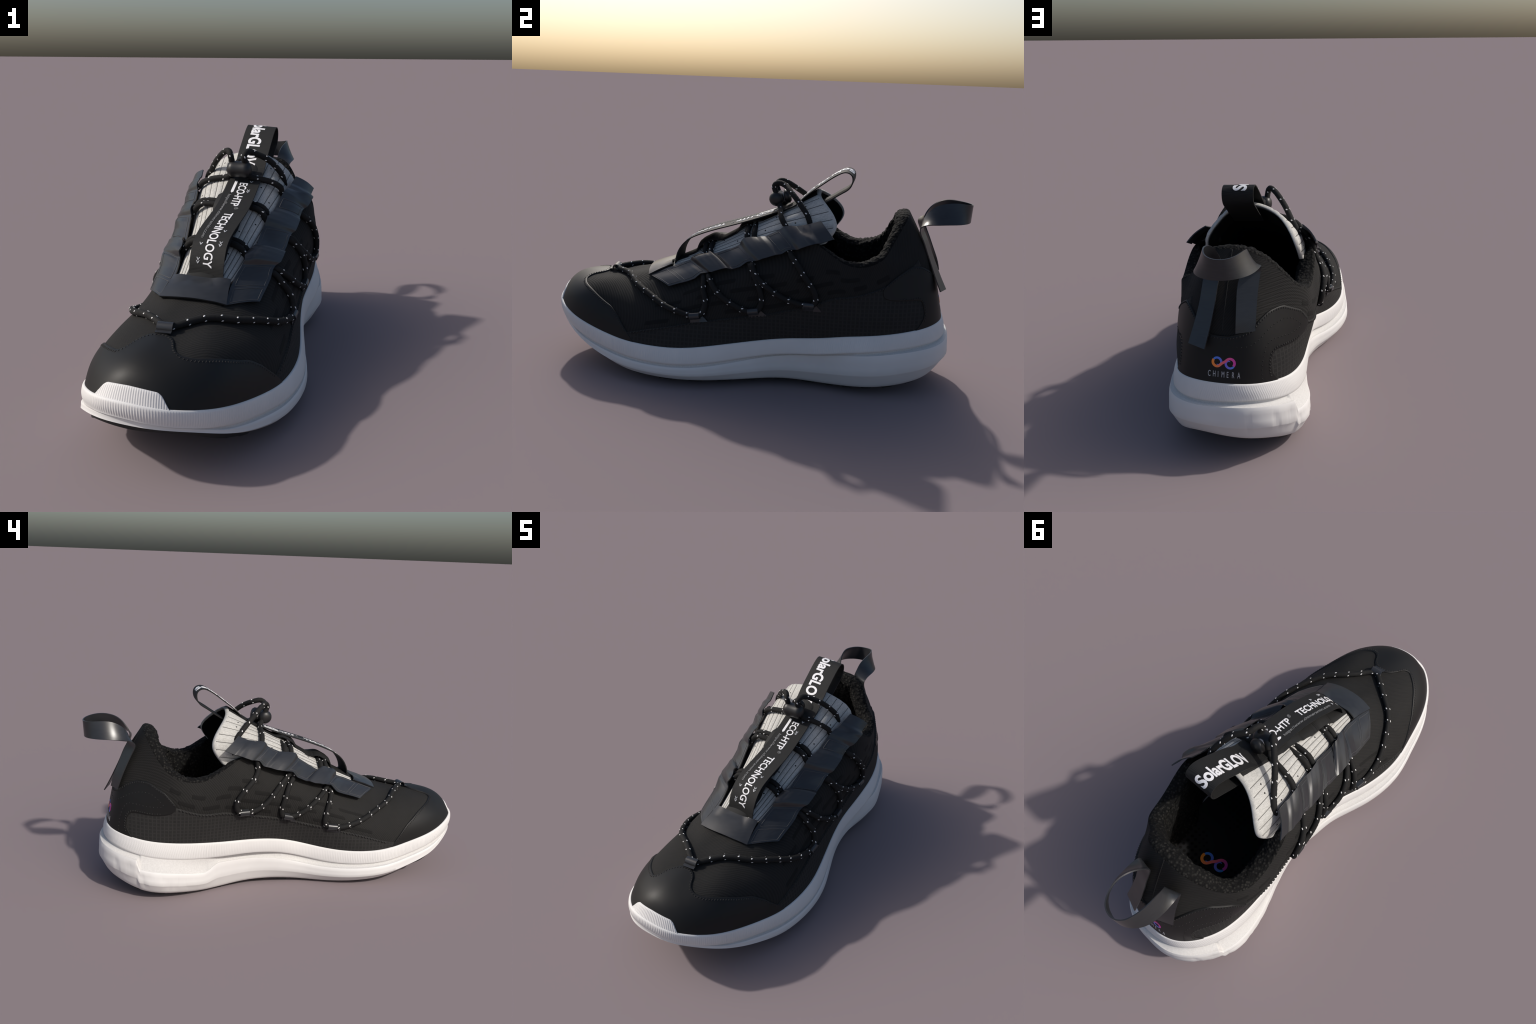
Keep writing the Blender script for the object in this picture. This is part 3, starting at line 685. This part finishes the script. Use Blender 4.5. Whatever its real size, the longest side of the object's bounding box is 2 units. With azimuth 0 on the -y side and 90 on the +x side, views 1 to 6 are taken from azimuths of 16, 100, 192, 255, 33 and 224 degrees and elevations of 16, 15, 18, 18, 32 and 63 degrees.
BAND_L = [
 ((-.130,-.498,.459),(-.226,-.386,.440)), ((-.124,-.41,.492),(-.232,-.345,.456)), ((-.128,-.32,.523),(-.240,-.285,.476)), ((-.139,-.273,.542),(-.245,-.248,.492)),
 ((-.142,-.256,.577),(-.249,-.213,.531)), ((-.150,-.22,.588),(-.254,-.178,.538)), ((-.157,-.187,.593),(-.259,-.144,.541)), ((-.161,-.17,.585),(-.262,-.119,.545)),
 ((-.173,-.11,.62),(-.268,-.07,.565)), ((-.185,-.05,.661),(-.275,-.021,.589)), ((-.189,-.031,.685),(-.279,.002,.618)), ((-.195,.0,.692),(-.282,.03,.624)), ((-.201,.026,.695),(-.286,.056,.627)),
 ((-.206,.055,.703),(-.290,.09,.632)), ((-.220,.121,.736),(-.300,.161,.662)), ((-.225,.141,.758),(-.303,.180,.687)), ((-.230,.165,.763),(-.306,.20,.692)), ((-.234,.188,.764),(-.309,.222,.693)),
 ((-.241,.225,.776),(-.316,.275,.713)), ((-.252,.276,.800),(-.327,.356,.750))]
def build_band(ST, flip):
    I = np.array([a for a, b in ST]); O = np.array([b for a, b in ST])
    # piecewise: light smoothing keeps the creases of the folded film
    def dens(P):
        c = chord(P); x = np.linspace(0, c[-1], 190)
        sm = spline(P, k=c, x=x); li = np.stack([np.interp(x, c, P[:, i]) for i in range(3)], 1); return sm * .2 + li * .8
    I, O = dens(I), dens(O); w = np.linspace(0, 1, 9)
    mid = np.cross(np.gradient(I, axis=0), O - I); mid /= np.linalg.norm(mid, axis=1, keepdims=True)
    if mid[95, 2] < 0: mid = -mid
    P = I[:, None] + (O - I)[:, None] * w[None, :, None] + mid[:, None] * (.008 * np.sin(math.pi * w) ** 1.0)[None, :, None]
    st = np.array([a for a, b in ST]); arc = chord(st); x = np.linspace(0, arc[-1], 190)
    tun = np.zeros(190)
    for a, b in ((3, 7), (9, 13), (14, 18)):
        u = np.clip((x - arc[a]) / (arc[b] - arc[a]), 0, 1); tun = np.maximum(tun, np.clip(np.sin(math.pi * u) * 1.9, 0, 1))
    gap = (.0075 + (.027 - .0075) * tun)[:, None] * np.ones((1, 9))
    D = conform(P, gap) - P
    K = np.array([1, 2, 3, 4, 5, 4, 3, 2, 1.]); K /= K.sum()
    for _ in range(1):
        W = np.pad(D, ((4, 4), (0, 0), (0, 0)), mode='edge'); D = np.stack([np.stack([np.convolve(W[:, j, k], K, 'valid') for k in range(3)], -1) for j in range(9)], 1)
        D[:, 1:-1] = (D[:, :-2] + 2 * D[:, 1:-1] + D[:, 2:]) / 4
    P = P + D + mid[:, None] * (.006 * tun)[:, None, None]
    ob = slab("eyestay_band", P[:, ::-1] if flip else P, .005, M["webbing"], sharp=30)
    NN = tn(P); NN = NN if NN[95, 4, 2] > 0 else -NN
    kd = KDTree(P.shape[0] * P.shape[1])
    for k, p in enumerate(P.reshape(-1, 3)): kd.insert(p, k)
    kd.balance(); BAND_SKIN.append((P.reshape(-1, 3), NN.reshape(-1, 3), kd))
    # stitched outlines on the flat panels between the tunnels
    paths = []; n = len(P)
    c = chord(np.array([b for a, b in ST])); 
    def idx(k): return int(np.clip(chord(np.array([a for a, b in ST]))[k] / chord(np.array([a for a, b in ST]))[-1] * (n - 1), 0, n - 1))
    N = tn(P); N = N if N[95, 4, 2] > 0 else -N
    for a, b in ((1, 3), (7, 9), (13, 14), (0, 1)):
        i0, i1 = idx(a) + 2, idx(b) - 2
        if i1 - i0 < 4: continue
        def q(i, w):
            j = w * 8; j0 = min(int(j), 7); return P[i, j0] * (1 - (j - j0)) + P[i, j0 + 1] * (j - j0) + N[i, min(8, int(round(j)))] * .0004
        loop = [q(i, .1) for i in range(i0, i1)] + [q(i1, x) for x in np.linspace(.1, .9, 12)] + [q(i, .9) for i in range(i1, i0, -1)] + [q(i0, x) for x in np.linspace(.9, .1, 12)]
        paths.append(np.array(loop))
    tubes("band_stitching", paths, .0011, M["seam"], 5, ob, kind="stuff")
    return ob
BAND_SKIN = []
band_r = build_band(BAND_R, True); band_l = build_band(BAND_L, False)
def build_bar():
    f = smooth_path([(-.134, -.50, .456), (-.07, -.512, .464), (-.01, -.512, .466), (.055, -.505, .460), (.115, -.489, .444)], 40)
    b = smooth_path([(-.120, -.383, .497), (-.07, -.39, .503), (-.012, -.392, .504), (.045, -.388, .503), (.095, -.376, .500)], 40)
    w = np.linspace(0, 1, 14); P = f[:, None] + (b - f)[:, None] * w[None, :, None] + np.array([0, 0, 1.]) * (.004 * np.sin(math.pi * w))[None, :, None]
    P = conform(P + np.array([0, 0, .003]), .0085)
    ob = slab("eyestay_bar", P[::-1], .006, M["webbing"])
    l = P[:, 1] + np.array([0, 0, .001]); l2 = P[:, 12] + np.array([0, 0, .001]); tubes("bar_stitching", [l, l2], .0011, M["seam"], 5, ob, kind="stuff")
build_bar()

# ------------------------------------------------------------------ lace
R_CORD = .0130
def on(pts, off=R_CORD): return [tuple(S(s, t, off)) for s, t in pts]
def clip_dip(s, t): return on([(s, t)])
def cross(y, z, dy, sgn, r, l):
    """tongue crossing from +x (sgn 1) or -x; r, l: (x, z) where the cord dives under each band"""
    (xr, zr), (xl, zl) = r, l
    pts = [(xr + .035, y + dy, zr - .024), (xr, y + dy, zr), (xr - .027, y + dy - .004, (zr + z) / 2 + .008), (.045, y + dy - .006, z - .002), (-.018, y + dy - .006, z), (-.08, y + dy - .006, z - .002), (xl + .027, y + dy - .004, (zl + z) / 2 + .008), (xl, y + dy, zl), (xl - .035, y + dy, zl - .022)]
    return pts if sgn > 0 else pts[::-1]
toeR = on([(.02, .503), (.45, .54), (1.1, .60), (1.9, .636), (3.4, .615), (4.6, .555), (5.45, .435), (6.0, .372), (6.3, .347)])
toeL = on([(32.02, .503), (31.6, .53), (30.9, .565), (29.9, .580), (28.75, .560), (27.4, .495), (26.8, .42), (26.3, .355), (25.95, .325), (25.7, .32)])
upR1 = on([(6.48, .36), (6.52, .47), (6.3, .62), (6.2, .72)], .010); upR2 = on([(8.12, .345), (8.18, .46), (7.9, .65), (7.75, .74)], .010); upR3 = on([(9.85, .40), (9.92, .475), (9.6, .638), (9.2, .775), (8.95, .85)])
dnR1 = on([(6.38, .735), (6.9, .538), (7.5, .395), (7.85, .338)]); dnR2 = on([(7.85, .70), (8.3, .562), (8.9, .45), (9.4, .395), (9.65, .385)])
upL1 = on([(25.5, .34), (25.58, .475), (25.92, .66), (26.05, .76)], .010); upL2 = on([(24.0, .365), (24.08, .54), (24.4, .74), (24.55, .81)], .010); upL3 = on([(22.45, .42), (22.32, .5), (22.4, .58), (22.7, .688), (23.12, .85)])
dnL1 = on([(25.85, .78), (25.35, .625), (24.85, .488), (24.4, .385), (24.2, .36)]); dnL2 = on([(24.3, .80), (23.95, .688), (23.5, .538), (23.05, .43), (22.75, .405)])
X1 = cross(-.205, .606, -.014, 1, (.112, .552), (-.150, .562)); Y1 = cross(-.205, .612, .014, -1, (.114, .556), (-.156, .567))
X2 = cross(.008, .716, .013, -1, (.140, .655), (-.199, .672)); Y2 = cross(.0, .710, -.013, 1, (.137, .650), (-.193, .664))
lockR = [(.205, .195, .690), (.170, .172, .737), (.130, .142, .776), (.068, .127, .796), (.02, .115, .812), (.012, .105, .835)]
lockL = [(-.278, .185, .695), (-.238, .158, .742), (-.19, .143, .773), (-.125, .133, .792), (-.07, .122, .808), (-.055, .108, .832)]
arcR = [(.012, .103, .84), (.006, .090, .875), (.004, .083, .897), (.012, .100, .914), (.022, .132, .910), (.062, .168, .888), (.095, .204, .857), (.113, .230, .829), (.128, .257, .796), (.133, .270, .768), (.135, .278, .735), (.135, .27, .70)]
arcL = [(-.055, .106, .84), (-.052, .092, .875), (-.055, .086, .897), (-.066, .098, .914), (-.085, .116, .912), (-.123, .154, .887), (-.153, .188, .860), (-.178, .221, .833), (-.204, .255, .802), (-.225, .278, .778), (-.233, .285, .745), (-.235, .275, .71)]
PATH_X = toeR + upR1 + X1 + dnL1 + upL2 + X2 + dnR2 + upR3 + lockR + arcR[1:]
PATH_Y = toeL + upL1 + Y1 + dnR1 + upR2 + Y2 + dnL2 + upL3 + lockL + arcL[1:]
def under_bands(P):
    """keep the cord below the bands wherever it runs through a tunnel"""
    Q = P.copy()
    for B, N, kd in BAND_SKIN:
        for i in range(len(Q)):
            c, k, d = kd.find(Q[i])
            if d > .04: continue
            v = Q[i] - B[k]; h = v @ N[k]; lat = np.linalg.norm(v - N[k] * h)
            if lat < .009 and h > -(R_CORD + .0075): Q[i] = Q[i] - N[k] * (h + R_CORD + .0075)
    K = np.array([1, 2, 3, 4, 3, 2, 1.]); K /= K.sum(); W = np.pad(Q, ((3, 3), (0, 0)), mode='edge')
    R = np.stack([np.convolve(W[:, j], K, 'valid') for j in range(3)], 1)
    moved = np.linalg.norm(Q - P, axis=1) > 1e-5; m = np.convolve(moved, np.ones(9), 'same') > 0
    Q[m] = R[m]; return Q
def braid(name, ctrl):
    P = under_bands(resample(smooth_path(ctrl, 1600), .0045)); n = len(P); k = 20
    a = np.linspace(0, 2 * math.pi, k, endpoint=False); i = np.arange(n)[:, None]
    rad = R_CORD * (.97 + .05 * np.sin(5 * a[None] + i * .9) * np.sin(5 * a[None] - i * .9))
    V, F = tube_data(P, R_CORD, k, rad); ob = add(name, V, F, M["cord"])
    T, N, B = frames(P); items = []
    j = 4
    while j < n - 3:
        for q in range(4):
            b = q * math.pi / 2 + .5 + rng.uniform(-.12, .12); jj = min(n - 1, j + (q % 2)); d = math.cos(b) * N[jj] + math.sin(b) * B[jj]
            items.append((P[jj] + d * R_CORD * .96, T[jj] + .6 * np.cross(d, T[jj]), d, .0050 * rng.uniform(.8, 1.15), .0032, .0017))
        j += rng.choice((13, 14, 15, 16))
    beads("lace_fleck", items, M["fleck"], ob); return ob
braid("lace", PATH_X); braid("lace", PATH_Y)

# ------------------------------------------------------------------ lace keepers along the side seams and on the toe
def keeper(s, t, length, parent=None, leg=-1, wide=.047):
    """folded tab: a short half-pipe over the cord and a three-cornered tail"""
    c = S(s, t, 0.); e = .3
    along = S(s + e, t, 0.) - S(s - e, t, 0.); along /= np.linalg.norm(along)
    n = S(s, t, 1.) - c; n /= np.linalg.norm(n); up = np.cross(along, n); up = up if up[2] > 0 else -up
    r = R_CORD + .003; A = np.linspace(math.radians(200), math.radians(-20), 18)
    prof = [(-.034, .0045)] + [(math.sin(a - math.pi / 2) * -0 + -math.cos(a) * -r * 0, 0) for a in []]
    prof = [(-.030, .0045), (-.022, .006)] + [(-r * math.cos(x), R_CORD + r * math.sin(x)) for x in np.linspace(-.35, 2.5, 16)] + [(r * .82, .002)]
    P = np.array([[c + along * w + up * a + n * b for a, b in prof] for w in np.linspace(-wide / 2, wide / 2, 7)])
    ob = slab("lace_keeper", P, .003, M["webbing"], parent)
    if leg:
        q = leg * wide * .42
        tri = np.array([[c + along * (q + leg * x) + up * yy + n * .0065 for x, yy in ((0, -.030), (.0, -.012), (0, .006))],
                        [c + along * (q + leg * x) + up * yy + n * .0065 for x, yy in ((.012, -.030), (.012, -.014), (.012, .000))],
                        [c + along * (q + leg * x) + up * yy + n * .0060 for x, yy in ((.036, -.030), (.036, -.029), (.036, -.026))]])
        slab("keeper_tail", tri, .003, M["webbing"], ob)
    return ob
for s, t in ((6.33, .345), (7.98, .338), (9.70, .388)): keeper(s, t, .05, leg=1)
for s, t in ((25.68, .325), (24.18, .36), (22.62, .405)): keeper(s, t, .05, leg=1)
def toe_keeper():
    c = S(.0, .503, 0.); n = S(.0, .503, 1.) - c; f = np.array([.12, -.98, -.05]); f -= n * (f @ n); f /= np.linalg.norm(f); a = np.cross(f, n)
    r = R_CORD + .003
    prof = [(.034, .008), (.024, .009)] + [(r * math.cos(x), R_CORD + r * math.sin(x)) for x in np.linspace(-.2, 2.9, 16)] + [(-r * .95, .004)]
    P = np.array([[c + a * w + f * p + n * q for p, q in prof] for w in np.linspace(-.027, .027, 7)])
    slab("lace_keeper", P, .003, M["webbing"])
toe_keeper()

# ------------------------------------------------------------------ cord lock
def revolve(prof, n=40):
    prof = np.array(prof); a = np.linspace(0, 2 * math.pi, n, endpoint=False)
    V = np.array([[(x, r * math.cos(b), r * math.sin(b)) for x, r in prof] for b in a]); return V.reshape(-1, 3), grid_faces(n, len(prof), wrap=True)
def build_lock():
    c = np.array([-.020, .095, .840])
    ax = np.array([.998, .04, -.03]); ax /= np.linalg.norm(ax); bk = np.array([0, .97, .24]); bk -= ax * (bk @ ax); bk /= np.linalg.norm(bk); up = np.cross(ax, bk)
    Mx = np.stack([ax, bk, up])
    hl, r = .053, .0345
    prof = [(-hl, .0005)] + [(-hl + .026 * (1 - math.cos(q)), .6 * r * math.sin(q) + .4 * r * math.sin(q)**.6) for q in np.linspace(.15, math.pi / 2, 8)] + [(x, r * (1 - .03 * math.cos(x * 60))) for x in np.linspace(-.02, .02, 5)] + \
           [(hl - .026 * (1 - math.cos(q)), .6 * r * math.sin(q) + .4 * r * math.sin(q)**.6) for q in np.linspace(math.pi / 2, .15, 8)] + [(hl, .0005)]
    V, F = revolve(prof); ob = add("cord_lock", c + V @ Mx, F, M["plastic"])
    # plunger at the back
    My = np.stack([bk, up, ax])
    prof = [(.0, .018), (.036, .018), (.038, .030), (.044, .034), (.056, .033), (.064, .026), (.067, .0005)]
    V, F = revolve(prof); V[:, 2] *= 1.0; add("plunger", c + V @ My, F, M["plastic"], ob, sharp=50)
    tubes("plunger_spring", [np.array([c + bk * (.02 + .003 * q / 6) + (up * math.cos(q) + ax * math.sin(q)) * .021 for q in np.linspace(0, 36, 160)])], .0016, M["silver"], 5, ob)
build_lock()

# ------------------------------------------------------------------ heel pull loop
LOOP_TOP = [(.002, .903, .470), (-.007, .876, .522), (-.016, .848, .582), (-.022, .822, .640), (-.027, .797, .700), (-.031, .778, .738), (-.033, .772, .765), (-.029, .790, .808), (-.019, .828, .848), (-.010, .880, .866), (-.019, .935, .868), (-.044, .977, .861), (-.086, .992, .856), (-.120, .980, .857),
            (-.147, .935, .861), (-.156, .880, .861), (-.150, .830, .842), (-.136, .795, .805), (-.122, .783, .765), (-.112, .792, .735), (-.106, .806, .705), (-.106, .836, .635), (-.109, .862, .570), (-.110, .872, .53)]
LOOP_BOT = [(.075, .874, .476), (.063, .850, .528), (.051, .826, .585), (.043, .803, .640), (.038, .778, .700), (.036, .764, .730), (.036, .762, .752), (.037, .785, .768), (.036, .830, .773), (.033, .880, .776), (.014, .935, .777), (-.030, .974, .777), (-.090, .988, .779), (-.143, .970, .781),
            (-.184, .920, .783), (-.195, .865, .782), (-.193, .805, .775), (-.188, .770, .765), (-.184, .760, .752), (-.181, .764, .730), (-.179, .778, .700), (-.178, .808, .635), (-.179, .832, .575), (-.179, .845, .535)]
def build_pull():
    A = smooth_path(LOOP_TOP, 220); B = smooth_path(LOOP_BOT, 220); w = np.linspace(0, 1, 9)
    P = A[:, None] + (B - A)[:, None] * w[None, :, None]
    ob = slab("pull_loop", P, .005, M["webbing"], mid=True)
    i = 17
    tubes("loop_stitching", [np.array([A[k] + (B[k] - A[k]) * .5 for k in (0, 1)])], .0005, M["seam"], 4, ob) if False else None
build_pull()

# ------------------------------------------------------------------ emblem and lettering
def ribbon2d(path, width):
    P = np.array(path, float); d = np.gradient(P, axis=0); d /= np.linalg.norm(d, axis=1, keepdims=True); n = np.stack([-d[:, 1], d[:, 0]], 1)
    w = np.asarray(width)[:, None]; k = len(P)
    V = np.vstack([P + n * w, P - n * w]); V = np.c_[V, np.zeros(len(V))]
    return V, [(i, k + i, k + i + 1, i + 1) for i in range(k - 1)]
def arc2(cx, cy, r, a0, a1, n=24): a = np.radians(np.linspace(a0, a1, n)); return [(cx + r * math.cos(x), cy + r * math.sin(x)) for x in a]
def emblem(fn, parent, axis, mid, half):
    """double-ring emblem, unit width 2: orange-to-magenta S and two blue hooks"""
    s = arc2(-.55, .04, .36, 140, 300, 30) + arc2(.55, .04, .36, 140, -40, 34)
    s = smooth_path([(x, y, 0) for x, y in arc2(-.55, .05, .36, 145, 285, 12) + [(-.1, -.02), (.1, .10)] + arc2(.55, .02, .36, 125, -40, 12)], 90)[:, :2]
    hook = arc2(-.55, .05, .36, 150, 0, 20) + arc2(-.42, .05, .23, -5, -130, 12)
    hook = smooth_path([(x, y, 0) for x, y in hook], 60)[:, :2]
    wh = np.interp(np.linspace(0, 1, 60), [0, .1, .5, .8, 1], [.06, .085, .095, .08, .01])
    V, F = ribbon2d(s, np.full(90, .105))
    gx = gradient_mat("emblem_warm", axis, mid - half, mid + half, [(0, (.95, .30, .01)), (.35, (.95, .2, .08)), (.6, (.92, .12, .25)), (1, (.75, .05, .45))]); thick_print("emblem", fn, V, F, gx, parent, .0012)
    gb = gradient_mat("emblem_cool", axis, mid - half, mid + half, [(0, (.04, .26, .8)), (.35, (.1, .2, .8)), (.65, (.2, .16, .75)), (1, (.05, .28, .8))])
    V, F = ribbon2d(hook, wh); thick_print("emblem", fn, V, F, gb, parent, .0008)
    V2, F2 = ribbon2d(-hook, wh); thick_print("emblem", fn, V2, F2, gb, parent, .0008)
def heel_fn(ctr_s, ctr_t, scale_w):
    def fn(V, off):
        # tangent-plane coordinates: x to the viewer's right as seen from behind (towards -x)
        s = ctr_s + V[:, 0] * scale_w / .0945; t = ctr_t + V[:, 1] * scale_w / .50
        return S(s, t, .0078 + off)
    return fn
emblem(heel_fn(16.17, .165, .044), SHOE, 0, -.06, -.05)
def heel_word():
    word = "CHIMERA"; x = -1.15
    for ch in word:
        V, F = text_mesh(ch, .62, .0, .5, cut=.2); V[:, 0] -= V[:, 0].min(); V[:, 0] += x; V[:, 1] -= 1.05
        x += .375 if ch != "I" else .27
        if ch == "H": x -= .02
        thick_print("lettering", heel_fn(16.19, .165, .051), V, F, M["silver"], SHOE)
heel_word()
def insole_fn(V, off):
    ex = np.array([-.965, -.26]); ey = np.array([.26, -.965])
    p = np.array([-.040, .505]) + (V[:, :1] * ex + V[:, 1:2] * ey) * .066
    return np.c_[p, np.interp(p[:, 1], [-1, -.4, .2, .9], [.27, .22, .26, .30]) + .006 + off]
emblem(insole_fn, SHOE, 0, -.040, -.055)
